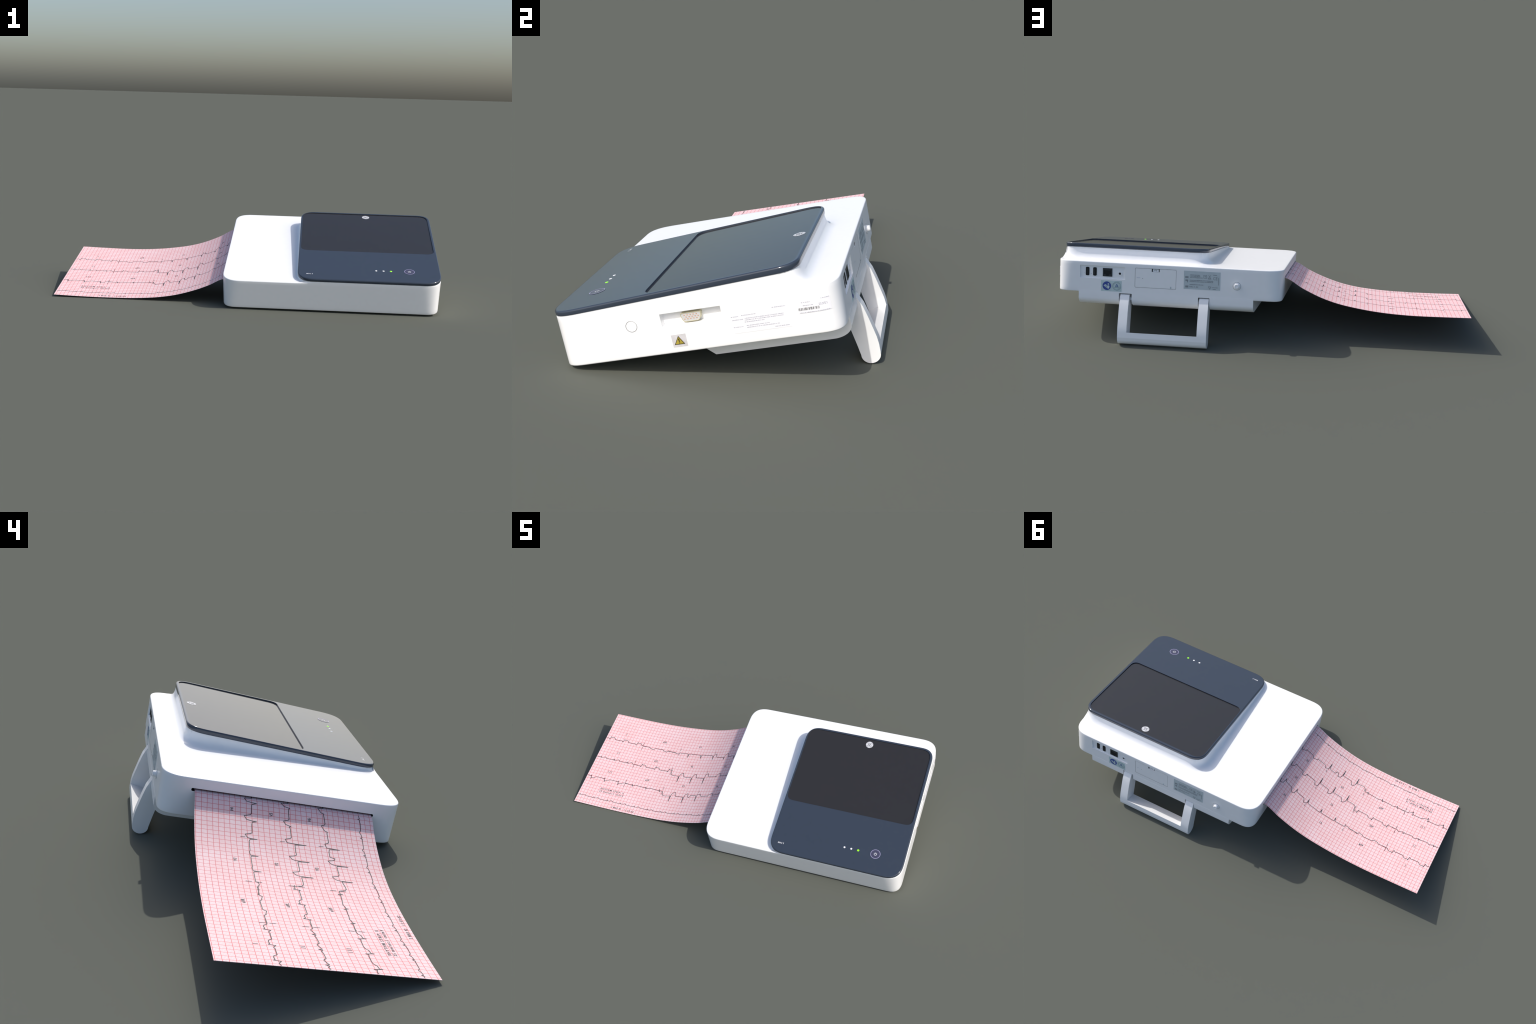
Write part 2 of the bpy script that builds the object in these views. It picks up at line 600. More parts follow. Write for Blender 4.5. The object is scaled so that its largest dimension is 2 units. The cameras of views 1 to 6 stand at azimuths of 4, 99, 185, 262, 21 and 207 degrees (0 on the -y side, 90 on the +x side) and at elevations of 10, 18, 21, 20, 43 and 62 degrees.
# round badge with a scripted monogram and a broken swirl border
S1 = lambda x, y: (x, y, panel_top(y) - sunk(y) + 0.0005)
S2 = lambda x, y: (x, y, panel_top(y) - sunk(y) + 0.0009)
badge = flat('round_badge', circle(0.643, 0.770, 0.0202, 40), S1, M_LOGO, screen)
quads = []
for k in range(4):                                   # swirl border: four thin arcs
    quads += ring_quads(0.643, 0.770, 0.0168, 0.0180, 15 + 90 * k, 70 + 90 * k, 8)
bx, by = 0.643, 0.770                                # two looped script letters
curl = lambda cx, cy, rx, ry, a0, a1, n=18: [(bx + cx + rx * math.cos(math.radians(a0 + (a1 - a0) * i / n)),
                                              by + cy + ry * math.sin(math.radians(a0 + (a1 - a0) * i / n))) for i in range(n + 1)]
quads += line_quads(curl(-.0048, .0040, .0042, .0052, 20, 330), 0.0017)
quads += line_quads(curl(-.0052, -.0062, .0042, .0036, 60, 400), 0.0017)
quads += line_quads(curl(.0052, .0058, .0036, .0040, 20, 300), 0.0017)
quads += line_quads(curl(.0050, -.0040, .0044, .0058, 110, 420), 0.0017)
v, f = strips_mesh(quads, S2)
make('badge_monogram', v, f, M_LOGOINK, badge)


# ------------------------------------------------------------------ stand
def build_stand():
    back = [(0.9150, -0.004), (0.9230, -0.020), (0.9330, -0.042), (0.9430, -0.080), (0.9525, -0.122),
            (0.9590, -0.152), (0.9618, -0.178), (0.9618, -0.207)]
    toe = []
    for i in range(0, 13):
        a = math.radians(6 - 192 * i / 12)
        toe.append((0.9292 + 0.0322 * math.cos(a), -0.2115 + 0.0296 * math.sin(a)))
    front = [(0.8905, -0.170), (0.8815, -0.125), (0.8720, -0.075), (0.8660, -0.035), (0.8720, -0.010), (0.8930, -0.001)]
    side = back + toe + front
    win = lambda y: -0.1805 + (y - 0.96) * 0.20
    leg0 = temp(*prism(side, 0.2518, 0.6816, 'x'), M_STAND)
    hole = [(0.80, 0.10), (1.05, 0.10), (1.05, win(1.05)), (0.80, win(0.80))]
    cut = temp(*prism(hole, 0.2978, 0.6372, 'x'), M_STAND)
    boolean(leg0, [cut])
    return leg0


st = build_stand()
stand_me = st.data
bpy.data.objects.remove(st)
stand_me.name = 'stand'
stand = wrap('stand', stand_me, M_STAND, THING, angle=22)
# hinge pin through the notches
v, f = prism(circle(0.893, -0.026, 0.009, 20), 0.240, 0.698, 'x')
pin = make('hinge_pin', v, f, M_STAND, stand, angle=40)
recalc(pin.data)

# ------------------------------------------------------------------ rear ports
R = P_RECESS
floor_y = 0.9205 - R['depth']


def rear_block(name, poly, y0, y1, mat, parent):
    v, f = prism(poly, y0, y1, 'y')
    ob = make(name, v, f, mat, parent)
    recalc(ob.data)
    return ob


def ring_wall(poly_out, poly_in, y0, y1):
    n = len(poly_out)
    v = [(p[0], y0, p[1]) for p in poly_out] + [(p[0], y1, p[1]) for p in poly_out] + \
        [(p[0], y1, p[1]) for p in poly_in] + [(p[0], y0, p[1]) for p in poly_in]
    f = []
    for k in range(4):
        a, b = k * n, ((k + 1) % 4) * n
        f += [(a + i, a + (i + 1) % n, b + (i + 1) % n, b + i) for i in range(n)]
    return v, f


def cavity(name, cx, cz, w, h, r, mat, parent, thick=0.0016, depth=0.006):
    """A socket mouth: a rim standing on the recess floor around a dark floor."""
    o = rrect(0, 0, w, h, r)
    i = rrect(0, 0, w - 2 * thick, h - 2 * thick, max(r - thick, 0.0005))
    v, f = ring_wall(o, i, 0, depth)
    ob = make(name, v, f, mat, parent, loc=(cx, floor_y, cz))
    recalc(ob.data)
    return ob


usb = cavity('usb_port', 0.8453, 0.0997, 0.0175, 0.0405, 0.005, M_BLACK, housing, thick=0.0014, depth=0.0016)
usb2 = usb.copy()
coll.objects.link(usb2)
usb2.location = (0.8092, floor_y, 0.0997)
fl = rrect(0, 0, 0.0168, 0.0398, 0.0048)
tongue = rrect(0.0024, 0.0, 0.0040, 0.026, 0.0008)
for u in (usb, usb2):
    o = make('socket_floor', [(p[0], 0.0006, p[1]) for p in fl], [tuple(range(len(fl)))], M_BLACK, u)
    v, f = prism(tongue, 0.0007, 0.0013, 'y')
    o = make('contact_tongue', v, f, M_DARK, u)
    recalc(o.data)

# network socket: dark plate with a stepped black opening
npx, npz = 0.7470, 0.0988
plate_poly = [(0.7703, 0.0788), (0.7703, 0.1186), (0.7240, 0.1186), (0.7240, 0.0788)]
opening = [(0.7640, 0.1090), (0.7640, 0.0900), (0.7580, 0.0900), (0.7545, 0.0868), (0.7530, 0.0815), (0.7410, 0.0815),
           (0.7405, 0.0868), (0.7370, 0.0895), (0.7300, 0.0900), (0.7300, 0.1090)]
net = rear_block('network_port', plate_poly, floor_y - 0.001, floor_y + 0.0018, M_DARK, housing)
boolean(net, [temp(*prism(opening, floor_y + 0.0006, floor_y + 0.02, 'y'), M_BLACK)])
contacts = []
v, f = [], []
for i in range(8):
    q, g = box(0.7330 + 0.0036 * i, 0.7345 + 0.0036 * i, floor_y + 0.0004, floor_y + 0.0014, 0.1040, 0.1088)
    k = len(v)
    v += q
    f += [tuple(a + k for a in t) for t in g]
o = make('contact_spring', v, f, M_DARK, net)
o["kind"] = "stuff"

# round power inlet
v, f = ring_wall(circle(0, 0, 0.0112, 32), circle(0, 0, 0.0058, 32), 0, 0.0022)
jack = make('power_inlet', v, f, M_WHITE, housing, angle=30, loc=(0.6865, floor_y, 0.0955))
recalc(jack.data)
smooth(jack.data, 30)
o = make('socket_floor', [(q[0], 0.0005, q[1]) for q in circle(0, 0, 0.0062, 24)], [tuple(range(24))], M_BLACK, jack)
# tiny marks beside the sockets
RF = lambda x, z: (x, floor_y + 0.0004, z)
q = [rrect(0.8605, 0.0930, 0.005, 0.0010, 0.0002, 2)]
v, f = strips_mesh(q, RF)
make('port_symbol', v, f, M_RIDGE, housing)
v, f = strips_mesh([circle(0.8276, 0.0895, 0.0016, 10)], RF)
make('port_symbol', v, f, M_LABELINK, housing)

# ------------------------------------------------------------------ battery door with latch
D = DOOR
gap = 0.0012
cx, cz = (D['x0'] + D['x1']) / 2, (D['z0'] + D['z1']) / 2
poly = rrect(cx, cz, D['x1'] - D['x0'] - 2 * gap, D['z1'] - D['z0'] - 2 * gap, 0.004, 4)
v = [(p[0], 0.9118, p[1]) for p in poly] + [(p[0], rear_y(0, p[1]) - 0.0002, p[1]) for p in poly]
n = len(poly)
f = [tuple(range(n)), tuple(range(2 * n - 1, n - 1, -1))] + [(i, i + n, (i + 1) % n + n, (i + 1) % n) for i in range(n)]
door = make('battery_door', v, f, M_WHITE, THING)
recalc(door.data)
boolean(door, [temp(*box(0.4925, 0.5308, 0.9135, 0.95, 0.1130, 0.140), M_WHITE)])
LX = on_rear(-0.0008)
latch = rear_block('door_latch', rrect(0.5117, 0.1200, 0.0290, 0.0115, 0.002, 3), 0.9128, 0.9178, M_WHITE, door)
for x in (0.4942, 0.5291):
    v, f = box(x - 0.0016, x + 0.0016, 0.9120, 0.9188, 0.1140, 0.1282)
    o = make('latch_slot', v, f, M_BLACK, door)
v, f = box(0.4925, 0.5308, 0.9120, 0.9186, 0.1275, 0.1285)
make('latch_slot', v, f, M_BLACK, door)
v, f = strips_mesh(line_quads([(0.519, 0.1195), (0.514, 0.1225), (0.509, 0.1225), (0.5065, 0.117)], 0.0018),
                   lambda x, z: (x, 0.9182, z))
make('latch_mark', v, f, M_LABELINK, latch)
RR = on_rear(0.0006)
flat('door_mark', rrect(0.4373, 0.0406, 0.0056, 0.0112, 0.0006, 2), RR, M_LABEL, door)
flat('door_dot', circle(0.5738, 0.0790, 0.0017, 12), RR, M_LABELINK, door)
flat('door_emboss', rrect(0.5945, 0.0814, 0.0180, 0.0016, 0.0004, 2), RR, M_RIDGE, door)

# ------------------------------------------------------------------ grounding stud
prof = [(0.0185, 0.0000), (0.0183, 0.0012), (0.0150, 0.0018), (0.0128, 0.0030), (0.0116, 0.0050),
        (0.0112, 0.0130), (0.0100, 0.0148), (0.0070, 0.0150), (0.0060, 0.0135), (0.0001, 0.0133)]
v, f = [], []
N = 36
for r, h in prof:
    for i in range(N):
        a = 2 * math.pi * i / N
        v.append((r * math.cos(a), h, r * math.sin(a)))
for k in range(len(prof) - 1):
    for i in range(N):
        f.append((k * N + i, k * N + (i + 1) % N, (k + 1) * N + (i + 1) % N, (k + 1) * N + i))
stud = make('grounding_stud', v, f, M_WHITE, housing, loc=(0.1187, rear_y(0, 0.0666) - 0.0004, 0.0666))
recalc(stud.data)
smooth(stud.data, 35)
v, f = strips_mesh(ring_quads(0.1187, 0.0666, 0.0176, 0.0196), on_rear(0.0005))
make('stud_ring', v, f, M_LABELINK, housing)


# ------------------------------------------------------------------ rear labels
def sheet(name, x0, x1, z0, z1, mat, parent=housing, t=0.0008):
    poly = [(x0, z0), (x1, z0), (x1, z1), (x0, z1)]
    return plate(name, poly, on_rear(-0.002), on_rear(t), mat, parent)


rating = sheet('rating_label', 0.1988, 0.3743, 0.0403, 0.1280, M_LABEL)
ink = on_rear(0.0013)
rows = []
for z, a, b in ((0.1095, 0.298, 0.345), (0.1035, 0.296, 0.345), (0.0970, 0.284, 0.345),
                (0.0840, 0.233, 0.346), (0.0775, 0.233, 0.346), (0.0630, 0.280, 0.346)):
    rows.append((a, b, z))
bars('label_print', rows, ink, M_LABELINK, rating, 0.0030, seed=4)
# seen from behind, text runs towards -x
def rear_text(name, text, x_left, z, h, parent, width=None, mat=None, bold=0.0):
    return text_on(name, text, x_left, z, h, ink, mat or M_LABELINK, parent, width=width, flip=-1, bold=bold)


rear_text('label_lettering', 'CE', 0.2335, 0.0900, 0.0150, rating, width=0.0205, bold=0.0)
rear_text('label_lettering', 'MAC 5 A4', 0.3465, 0.0480, 0.0090, rating, width=0.042)
for x0, x1, z0, z1 in ((0.3520, 0.3680, 0.0935, 0.1020), (0.3520, 0.3665, 0.0480, 0.0570), (0.3545, 0.3665, 0.0790, 0.0860),
                       (0.3545, 0.3580, 0.0725, 0.0800)):
    flat('label_symbol', [(x1, z0), (x0, z0), (x0, z1), (x1, z1)], ink, M_LABELINK, rating)
quads = line_quads([(0.2790, 0.1110), (0.2645, 0.1110), (0.2645, 0.0970), (0.2790, 0.0970), (0.2790, 0.1110)], 0.0016)
quads += line_quads([(0.2755, 0.1060), (0.2690, 0.1060), (0.2690, 0.1010)], 0.0016)
quads += line_quads([(0.2560, 0.1120), (0.2440, 0.0960), (0.2570, 0.0960), (0.2450, 0.1120)], 0.0016)
quads += line_quads([(0.2575, 0.0935), (0.2430, 0.0935)], 0.0014)
quads += line_quads([(0.2330, 0.1140), (0.2170, 0.1130)], 0.0030)
quads += line_quads([(0.2065, 0.1010), (0.2070, 0.0660)], 0.0022)
quads += line_quads([(0.2560, 0.0570), (0.2420, 0.0560)], 0.0022)
quads += line_quads([(0.2550, 0.0540), (0.2490, 0.0450), (0.2440, 0.0540)], 0.0018)
quads += line_quads([(0.2370, 0.0530), (0.2110, 0.0535)], 0.0022)
quads += line_quads([(0.2340, 0.0455), (0.2200, 0.0450)], 0.0026)
v, f = strips_mesh(quads, ink)
make('label_symbol', v, f, M_LABELINK, rating)

safety = sheet('safety_sticker', 0.6762, 0.7768, 0.0080, 0.0604, M_STICKER)
flat('instruction_sign', circle(0.7484, 0.0342, 0.0210, 40), ink, M_BLUE, safety)
ink2 = on_rear(0.0017)
flat('reader_figure', circle(0.7405, 0.0430, 0.0040, 20), ink2, M_STICKER, safety)
flat('reader_figure', [(0.7640, 0.0345), (0.7565, 0.0415), (0.7510, 0.0395), (0.7460, 0.0350), (0.7380, 0.0370), (0.7350, 0.0330),
                       (0.7370, 0.0230), (0.7420, 0.0190), (0.7450, 0.0225), (0.7520, 0.0260)], ink2, M_STICKER, safety)
v, f = strips_mesh(line_quads([(0.7545, 0.0330), (0.7490, 0.0315), (0.7475, 0.0345)], 0.0020), on_rear(0.0021))
make('reader_figure', v, f, M_BLUE, safety)
v, f = strips_mesh(ring_quads(0.6997, 0.0346, 0.0190, 0.0205), ink)
make('test_seal', v, f, M_TEALINK, safety)
v, f = strips_mesh(ring_quads(0.6997, 0.0346, 0.0155, 0.0163), ink)
make('test_seal', v, f, M_TEALINK, safety)
flat('seal_triangle', [(0.7080, 0.0320), (0.6915, 0.0320), (0.6997, 0.0460)], ink, M_BLUEINK, safety)
flat('seal_triangle', [(0.7030, 0.0345), (0.6965, 0.0345), (0.6997, 0.0400)], ink2, M_STICKER, safety)
bars('seal_print', [(0.688, 0.711, 0.0275)], ink, M_TEALINK, safety, 0.0026, seed=9)

# ------------------------------------------------------------------ right-hand end
R = D_RECESS
back_x = 0.9975 - R['depth']


def d_shape(cy, cz, w, h, slant, r, n=6):
    """The D of a plug shell: wide on top, narrower below, rounded corners."""
    corners = [(cy + w / 2, cz + h / 2), (cy - w / 2, cz + h / 2), (cy - w / 2 + slant, cz - h / 2), (cy + w / 2 - slant, cz - h / 2)]
    pts = []
    m = len(corners)
    for i in range(m):
        p0, p, p1 = (Vector(corners[(i - 1) % m]), Vector(corners[i]), Vector(corners[(i + 1) % m]))
        a, b = p + (p0 - p).normalized() * r, p + (p1 - p).normalized() * r
        for k in range(n + 1):
            t = k / n
            q = (1 - t) ** 2 * a + 2 * t * (1 - t) * p + t * t * b
            pts.append((q.x, q.y))
    return pts


shell_o = d_shape(0.4668, 0.1075, 0.0690, 0.0285, 0.0085, 0.0095)
shell_i = d_shape(0.4668, 0.1075, 0.0650, 0.0250, 0.0080, 0.0080)
n = len(shell_o)
xa, xb = back_x - 0.001, back_x + 0.0190
v = [(xa, *p) for p in shell_o] + [(xb, *p) for p in shell_o] + [(xb, *p) for p in shell_i] + [(xa, *p) for p in shell_i]
f = []
for k in range(4):
    a, b = k * n, ((k + 1) % 4) * n
    f += [(a + i, a + (i + 1) % n, b + (i + 1) % n, b + i) for i in range(n)]
plug = make('serial_connector', v, f, M_BRASS, housing)
recalc(plug.data)
smooth(plug.data, 35)
core = d_shape(0.4668, 0.1075, 0.0648, 0.0248, 0.0080, 0.0080)
make('connector_insert', [(xb - 0.0012, *p) for p in core], [tuple(range(len(core)))], M_INSUL, plug)
pin0 = None
for row, (y0, z) in enumerate(((0.4465, 0.1148), (0.4513, 0.1084), (0.4462, 0.1022))):
    for i in range(5):
        loc = (xb - 0.0012, y0 + 0.0095 * i, z)
        if pin0 is None:
            pv = [(0, 0.0017 * math.cos(k * math.pi / 5), 0.0017 * math.sin(k * math.pi / 5)) for k in range(10)] + \
                 [(0.0016, 0.0010 * math.cos(k * math.pi / 5), 0.0010 * math.sin(k * math.pi / 5)) for k in range(10)]
            pf = [tuple(range(10, 20))] + [(k, (k + 1) % 10, (k + 1) % 10 + 10, k + 10) for k in range(10)]
            pin0 = make('contact_pin', pv, pf, M_PIN, plug, loc=loc)
        else:
            o = pin0.copy()
            coll.objects.link(o)
            o.location = loc

# blanking plug, set in its pocket with a hairline gap
c = circle(0.2770, 0.1040, 0.0169, 40)
v = [(0.991, *p) for p in c] + [(right_x(*p) - 0.0001, *p) for p in c]
n = len(c)
f = [tuple(range(n)), tuple(range(2 * n - 1, n - 1, -1))] + [(i, i + n, (i + 1) % n + n, (i + 1) % n) for i in range(n)]
o = make('blanking_plug', v, f, M_WHITE, housing)
recalc(o.data)

T0, T1, T2, T3 = on_right(-0.002), on_right(0.0007), on_right(0.0012), on_right(0.0017)
warn = plate('warning_sticker', [(0.3920, 0.0188), (0.4380, 0.0188), (0.4385, 0.0594), (0.3920, 0.0592)], T0, T1, M_WARNBG, housing)
flat('warning_triangle', [(0.3972, 0.0268), (0.4308, 0.0268), (0.4143, 0.0548)], T2, M_INK, warn)
flat('warning_triangle', [(0.4006, 0.0288), (0.4274, 0.0288), (0.4142, 0.0510)], T3, M_YELLOW, warn)
T4 = on_right(0.0022)
flat('exclamation_mark', [(0.4132, 0.0345), (0.4152, 0.0345), (0.4164, 0.0455), (0.4142, 0.0468), (0.4122, 0.0455)], T4, M_INK, warn)
flat('exclamation_mark', circle(0.4142, 0.0316, 0.0015, 10), T4, M_INK, warn)


def side_sheet(name, y0, y1, z0, z1):
    n = 16
    lower = [(y0 + (y1 - y0) * i / n, z0) for i in range(n + 1)]
    upper = [(p[0], z1) for p in lower]
    v = [T1(*p) for p in lower] + [T1(*p) for p in upper] + [T0(*p) for p in lower] + [T0(*p) for p in upper]
    m = n + 1
    f = []
    for i in range(n):
        f.append((i, i + 1, m + i + 1, m + i))
        f.append((i, 2 * m + i, 2 * m + i + 1, i + 1))
        f.append((m + i, m + i + 1, 3 * m + i + 1, 3 * m + i))
    f += [(0, m, 3 * m, 2 * m), (n, 2 * m + n, 3 * m + n, m + n)]
    ob = make(name, v, f, M_PALE, housing, angle=30)
    return ob


info = side_sheet('information_label', 0.5878, 0.7665, 0.0360, 0.1090)
rows = [(0.5856 + .003, 0.6111, 0.0892), (0.6207, 0.6649, 0.0905), (0.7162, 0.7579, 0.1025),
        (0.590, 0.625, 0.0786), (0.6294, 0.7475, 0.0803), (0.6283, 0.7463, 0.0748), (0.6269, 0.6872, 0.0688),
        (0.590, 0.6198, 0.0559), (0.6304, 0.7006, 0.0572), (0.6306, 0.7298, 0.0512), (0.7150, 0.7579, 0.0425)]
bars('label_print', rows, T2, M_PALEINK, info, 0.0026, seed=12)
serial = side_sheet('serial_label', 0.7905, 0.8890, 0.0700, 0.1112)
bars('label_print', [(0.8044, 0.8324, 0.1036), (0.8081, 0.8395, 0.0938), (0.8636, 0.8867, 0.1092),
                     (0.8556, 0.8805, 0.0945), (0.8556, 0.8805, 0.0905), (0.7957, 0.8856, 0.0722)], T2, M_PALEINK, serial, 0.0024, seed=5)
rd = random.Random(21)
quads, y = [], 0.7935
while y < 0.8565:
    w = rd.choice((0.0007, 0.0012, 0.0020, 0.0026))
    quads.append([(y, 0.0790), (y + w, 0.0790), (y + w, 0.0872), (y, 0.0872)])
    y += w + rd.choice((0.0008, 0.0012, 0.0022))
v, f = strips_mesh(quads, T2)
o = make('barcode', v, f, M_BARCODE, serial)
o["kind"] = "stuff"

# ------------------------------------------------------------------ paper strip
FRONT = ([-1.0, -.85, -.70, -.55, -.43, -.35, -.29, -.22, -.18, -.10, -.06],
         [-.0260, -.0300, -.0305, -.0260, -.0140, .0020, .0200, .0460, .0640, .1045, .1060])
REAR = ([-1.0, -.85, -.70, -.57, -.46, -.35, -.29, -.19, -.10, -.06],
        [-.0420, -.0455, -.0465, -.0400, -.0270, -.0060, .0120, .0550, .1035, .1060])
PY0, PY1 = 0.135, 0.800


def spline(xs, ys):
    """Monotone-ish cubic through control points (finite-difference tangents)."""
    xs, ys = np.array(xs), np.array(ys)
    m = np.gradient(ys, xs)

    def at(x):
        k = int(np.clip(np.searchsorted(xs, x) - 1, 0, len(xs) - 2))
        h = xs[k + 1] - xs[k]
        t = (x - xs[k]) / h
        return ((2 * t ** 3 - 3 * t ** 2 + 1) * ys[k] + (t ** 3 - 2 * t ** 2 + t) * h * m[k]
                + (-2 * t ** 3 + 3 * t ** 2) * ys[k + 1] + (t ** 3 - t ** 2) * h * m[k + 1])
    return at


zf, zr = spline(*FRONT), spline(*REAR)


def paper_z(x, y):
    t = (y - PY0) / (PY1 - PY0)
    return zf(x) + (zr(x) - zf(x)) * t


PX = np.linspace(-1.0, -0.07, 125)
pm = np.array([paper_z(x, 0.4675) for x in PX])
PS = np.concatenate([[0], np.cumsum(np.hypot(np.diff(PX), np.diff(pm)))])


def paper_material():
    m = bpy.data.materials.new('pink_chart_paper')
    m.use_nodes = True
    nt = m.node_tree
    N, L = nt.nodes, nt.links
    b = N['Principled BSDF']
    b.inputs['Roughness'].default_value = 0.65
    b.inputs['Specular IOR Level'].default_value = 0.25
    tc = N.new('ShaderNodeTexCoord')
    sp = N.new('ShaderNodeSeparateXYZ')
    L.new(tc.outputs['Object'], sp.inputs[0])

    def op(o, a, bb=None, c=None):
        n = N.new('ShaderNodeMath')
        n.operation = o
        for i, w in enumerate((a, bb, c)):
            if w is None:
                continue
            if isinstance(w, (int, float)):
                n.inputs[i].default_value = w
            else:
                L.new(w, n.inputs[i])
        return n.outputs[0]

    # distance along the sheet from its free end, as a curve of x
    span, total = PX[-1] - PX[0], float(PS[-1])
    u = op('DIVIDE', op('ADD', sp.outputs['X'], 1.0), float(span))
    fc = N.new('ShaderNodeFloatCurve')
    cv = fc.mapping.curves[0]
    k = 24
    cv.points[0].location = (0, 0)
    cv.points[1].location = (1, 1)
    for i in range(1, k):
        x = PX[0] + span * i / k
        cv.points.new(i / k, float(np.interp(x, PX, PS)) / total)
    for p in cv.points:
        p.handle_type = 'AUTO_CLAMPED'
    fc.mapping.update()
    L.new(u, fc.inputs['Value'])
    s = op('MULTIPLY', fc.outputs['Value'], total)

    def lines(coord, pitch, start, width):
        f = op('FRACT', op('DIVIDE', op('SUBTRACT', coord, start), pitch))
        d = op('MULTIPLY', op('MINIMUM', f, op('SUBTRACT', 1.0, f)), pitch)
        mr = N.new('ShaderNodeMapRange')
        mr.interpolation_type = 'SMOOTHSTEP'
        L.new(d, mr.inputs[0])
        mr.inputs[1].default_value = width * 0.25
        mr.inputs[2].default_value = width * 0.75
        mr.inputs[3].default_value = 1.0
        mr.inputs[4].default_value = 0.0
        return mr.outputs[0]

    PITCH_S, PITCH_Y = 0.0201, 0.0203
    y = sp.outputs['Y']
    major = op('MAXIMUM', lines(s, PITCH_S, 0.010 - PITCH_S, 0.0019), lines(y, PITCH_Y, 0.796 - 50 * PITCH_Y, 0.0019))
    minor = op('MAXIMUM', lines(s, PITCH_S / 5, 0.010 - PITCH_S, 0.0010), lines(y, PITCH_Y / 5, 0.796 - 50 * PITCH_Y, 0.0010))
    nz = N.new('ShaderNodeTexNoise')
    nz.inputs['Scale'].default_value = 14
    nz.inputs['Detail'].default_value = 3
    L.new(tc.outputs['Object'], nz.inputs['Vector'])
    base = N.new('ShaderNodeValToRGB')
    base.color_ramp.elements[0].position = 0.35
    base.color_ramp.elements[1].position = 0.65
    base.color_ramp.elements[0].color = PAPER_LO
    base.color_ramp.elements[1].color = PAPER_HI
    L.new(nz.outputs['Fac'], base.inputs['Fac'])

    def mix(fac, a, col):
        n = N.new('ShaderNodeMix')
        n.data_type = 'RGBA'
        L.new(fac, n.inputs[0])
        L.new(a, n.inputs[6])
        n.inputs[7].default_value = col
        return n.outputs[2]
    c1 = mix(op('MULTIPLY', minor, 0.75), base.outputs['Color'], PAPER_MINOR)
    c2 = mix(op('MULTIPLY', major, 0.9), c1, PAPER_MAJOR)
    L.new(c2, b.inputs['Base Color'])
    return m


PAPER_LO = (0.89, 0.685, 0.690, 1)
PAPER_HI = (0.90, 0.755, 0.770, 1)
PAPER_MINOR = (0.80, 0.43, 0.44, 1)
PAPER_MAJOR = (0.69, 0.11, 0.12, 1)
M_PAPER = paper_material()
NY = 24
ys = np.linspace(PY0, PY1, NY + 1)
v, f = [], []
for side, th in ((0, 0.0), (1, -0.0012)):
    for x in PX:
        for y in ys:
            v.append((x, y, paper_z(x, y) + th))
m = NY + 1
cnt = len(PX) * m
for i in range(len(PX) - 1):
    for j in range(NY):
        a = i * m + j
        f.append((a, a + m, a + m + 1, a + 1))
        f.append((cnt + a, cnt + a + 1, cnt + a + m + 1, cnt + a + m))
for i in range(len(PX) - 1):
    for j in (0, NY):
        a = i * m + j
        q = (a, cnt + a, cnt + a + m, a + m)
        f.append(q if j else tuple(reversed(q)))
for j in range(NY):
    f.append((j, j + 1, cnt + j + 1, cnt + j))
paper = make('paper_strip', v, f, M_PAPER, THING)
recalc(paper.data)
smooth(paper.data, 30)


def on_paper(lift):
    def fn(s, y):
        x = float(np.interp(s, PS, PX))
        return (x, y, paper_z(x, y) + lift)
    return fn


INK = on_paper(0.0005)


def beats(template, starts, base):
    """Repeat a beat template (ds, dy) from each start on a base line, with slight wander."""
    pts = []
    for s0 in starts:
        w = rng.normal(0, 0.0006)
        pts += [(s0 + a, base + b + w) for a, b in template]
    return pts


lead_I = [(0, 0), (.009, .004), (.016, -.001), (.0205, -.005), (.0245, .017), (.029, .012), (.041, .014), (.049, .012), (.057, .001), (.085, .001)]
lead_II = [(0, 0), (.007, .003), (.014, -.002), (.0195, .009), (.0215, -.003), (.034, .003), (.044, .008), (.050, .006), (.056, -.001), (.084, 0)]
lead_III = [(0, .004), (.016, .001), (.0185, .010), (.0225, -.018), (.0245, -.008), (.041, -.006), (.049, .002), (.062, .005), (.084, .004)]
lead_R = [(0, .001), (.044, .002), (.050, -.005), (.058, -.006), (.072, -.010), (.079, .000), (.084, .002)]
lead_L = [(0, -.001), (.0045, -.006), (.008, .017), (.013, .010), (.024, .012), (.031, .009), (.038, -.001), (.084, -.001)]
lead_F = [(0, .002), (.030, .000), (.0325, .008), (.0365, -.008), (.0385, .000), (.050, .001), (.058, .005), (.084, .002)]
spike_1 = [(0, -.001), (.048, -.001), (.053, -.003), (.0565, -.027), (.0585, .000), (.063, .000), (.074, .002), (.083, -.001)]
deep = [(0, 0), (.043, .000), (.0460, -.003), (.0482, -.041), (.0500, .002), (.052, .012), (.057, .020), (.0695, .027), (.0745, .010), (.078, .002), (.086, .000)]
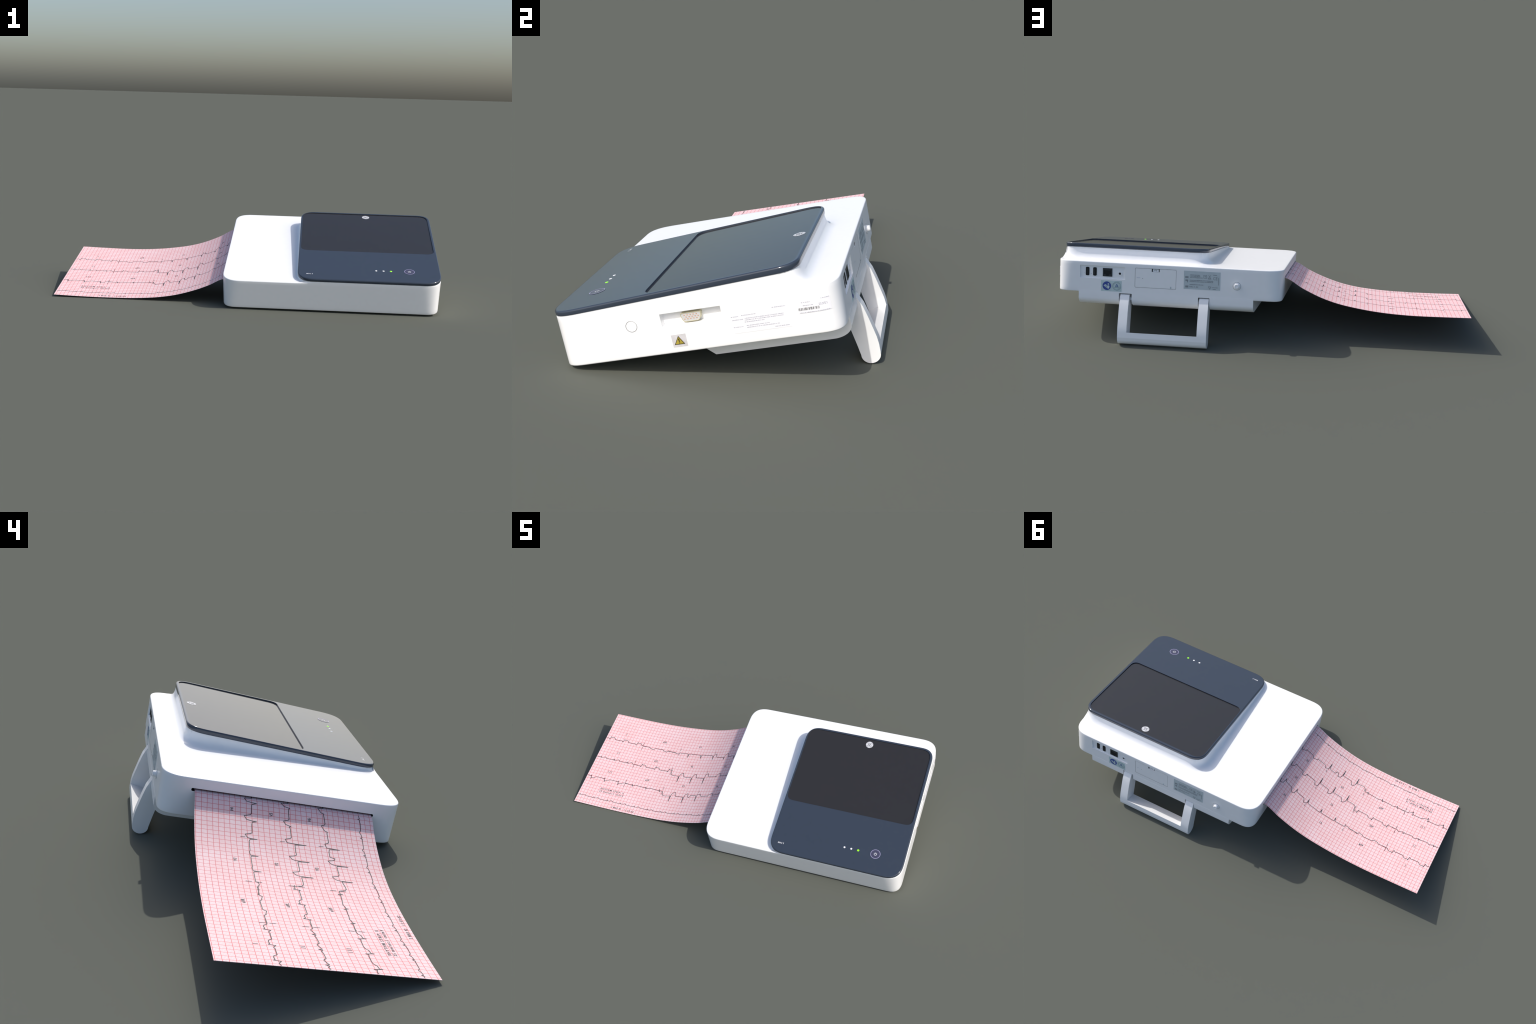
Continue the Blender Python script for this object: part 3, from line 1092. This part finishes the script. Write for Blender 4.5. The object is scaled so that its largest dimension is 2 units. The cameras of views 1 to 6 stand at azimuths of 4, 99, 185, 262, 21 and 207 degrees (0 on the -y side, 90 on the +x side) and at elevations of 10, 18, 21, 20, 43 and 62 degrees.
rows = {
    'a': [(.004, .609)] + beats(lead_I, (.0055, .095, .185), .610) + [(.248, .609)]
         + beats(lead_R, (.252, .341), .609),
    'b': [(.004, .467)] + beats(lead_II, (.009, .0975, .186), .468) + [(.252, .468)]
         + [(.285, .467)] + beats(lead_L, (.292, .382, .4715), .468)[:-2]
         + [(.497, .480), (.501, .466), (.5035, .452), (.511, .446), (.525, .444)] + beats(deep, (.512, .599), .444)[1:]
         + [(.690, .445), (.731, .444), (.7345, .403), (.736, .448), (.738, .472), (.754, .477), (.761, .458), (.766, .454), (.807, .454),
            (.815, .457), (.819, .451), (.821, .458), (.826, .470), (.840, .477), (.847, .459), (.851, .456), (.886, .457), (.897, .455),
            (.901, .452), (.903, .459), (.907, .472), (.922, .482), (.927, .456), (.940, .455)],
    'c': [(.004, .325)] + beats(lead_III, (.008, .097, .186), .324) + [(.252, .326)]
         + beats(lead_F, (.264, .3535, .4435), .3265)[:-3] + [(.497, .325), (.500, .322), (.506, .303), (.514, .297), (.525, .297)]
         + beats(deep, (.512, .599), .306)[2:] + [(.690, .322), (.715, .322), (.729, .319), (.7325, .281), (.736, .328), (.755, .332), (.760, .320),
            (.766, .317), (.808, .318), (.815, .316), (.820, .326), (.842, .336), (.848, .323), (.853, .321), (.891, .324), (.898, .323),
            (.901, .333), (.922, .343), (.927, .322), (.940, .321)],
    'd': [(.005, .187)] + beats([(0, 0), (.0025, -.002), (.009, .006), (.011, -.001), (.026, .001), (.034, .006), (.040, .004), (.046, .000), (.078, -.001)],
                                [.008 + .0879 * k for k in range(11)], .187)[:-4],
}
# first row goes on: noisy stretch, then small spikes, then broad waves
tail = [(.421, .611)]
for i in range(22):
    tail.append((.424 + i * .0023, .6085 - i * .00018 + rng.normal(0, .0017)))
tail += [(.475, .603), (.481, .599), (.495, .600), (.499, .609)]
tail += beats(spike_1, (.504, .591), .610) + [(.680, .609), (.720, .609)]
tail += [(.731, .605), (.7345, .580), (.736, .604), (.739, .614), (.754, .621), (.760, .602), (.764, .596), (.802, .595), (.815, .593),
         (.8195, .577), (.821, .594), (.825, .613), (.841, .621), (.848, .599), (.853, .595), (.887, .594), (.895, .592),
         (.9005, .575), (.903, .593), (.907, .612), (.922, .619), (.927, .592), (.940, .591)]
rows['a'] += tail
for key in sorted(rows):
    w = 0.0027 if key != 'd' else 0.0024
    v, f = strips_mesh(line_quads(rows[key], w, 0.012), INK)
    make('trace_line', v, f, M_TRACE, paper)
# column separators between leads: short strokes above and below the trace
ticks = []
for s0, bases in ((.2495, (.605, .468, .324)), (.4975, (.612, .468, .326))):
    for bs in bases:
        ticks += line_quads([(s0 - .0005, bs + .030), (s0 + .0002, bs + .010)], 0.0018)
        ticks += line_quads([(s0 + .0005, bs - .004), (s0 + .001, bs - .024)], 0.0018)
for bs in (.605, .463, .322):
    ticks += line_quads([(.739, bs + .034), (.740, bs + .017)], 0.0016)
for k in (0, 1):                                      # heavy down-strokes at the deep spikes
    ticks += line_quads([(.5608 + .087 * k, .436), (.5605 + .087 * k, .405)], 0.0030)
    ticks += line_quads([(.5608 + .087 * k, .302), (.5605 + .087 * k, .270)], 0.0030)
v, f = strips_mesh(ticks, on_paper(0.0007))
o = make('lead_separator', v, f, M_TRACE, paper)
o["kind"] = "stuff"

names = (('I', 'aVR', 'V1', 'V4'), ('II', 'aVL', 'V2', 'V5'), ('III', 'aVF', 'V3', 'V6'))
for r, base in enumerate((.6600, .5165, .3740)):
    for c, t in enumerate(names[r]):
        wd = {1: .004, 2: .0165, 3: .025}[len(t)] if c else (.0015, .0105, .0195)[r]
        s0 = (.1165, .3620, .6070, .8520)[c]
        if c == 0:
            q = []
            for i in range(r + 1):
                u = s0 + i * .0100
                q += line_quads([(u, base), (u, base + .0125)], .0017)
                q += line_quads([(u - .002, base), (u + .002, base)], .0012)
                q += line_quads([(u - .002, base + .0125), (u + .002, base + .0125)], .0012)
            v, f = strips_mesh(q, INK)
            make('lead_label', v, f, M_TRACE, paper)
        else:
            text_on('lead_label', t, s0, base, 0.0125, INK, M_TRACE, paper, width=wd, bold=0.018)
text_on('chart_caption', 'RHYTHM STRIP: II', .1200, .2520, .0112, INK, M_TRACE, paper, width=.150, bold=0.012, spacing=1.3)
text_on('chart_caption', '25 mm/sec;1 cm/mV', .1180, .2345, .0112, INK, M_TRACE, paper, width=.158, bold=0.012, spacing=1.3)
text_on('chart_caption', '3 MAR 92', .2360, .1475, .0112, INK, M_TRACE, paper, width=.062, bold=0.012, spacing=1.3)
text_on('chart_caption', '11:59:02', .3200, .1465, .0112, INK, M_TRACE, paper, width=.060, bold=0.012, spacing=1.3)
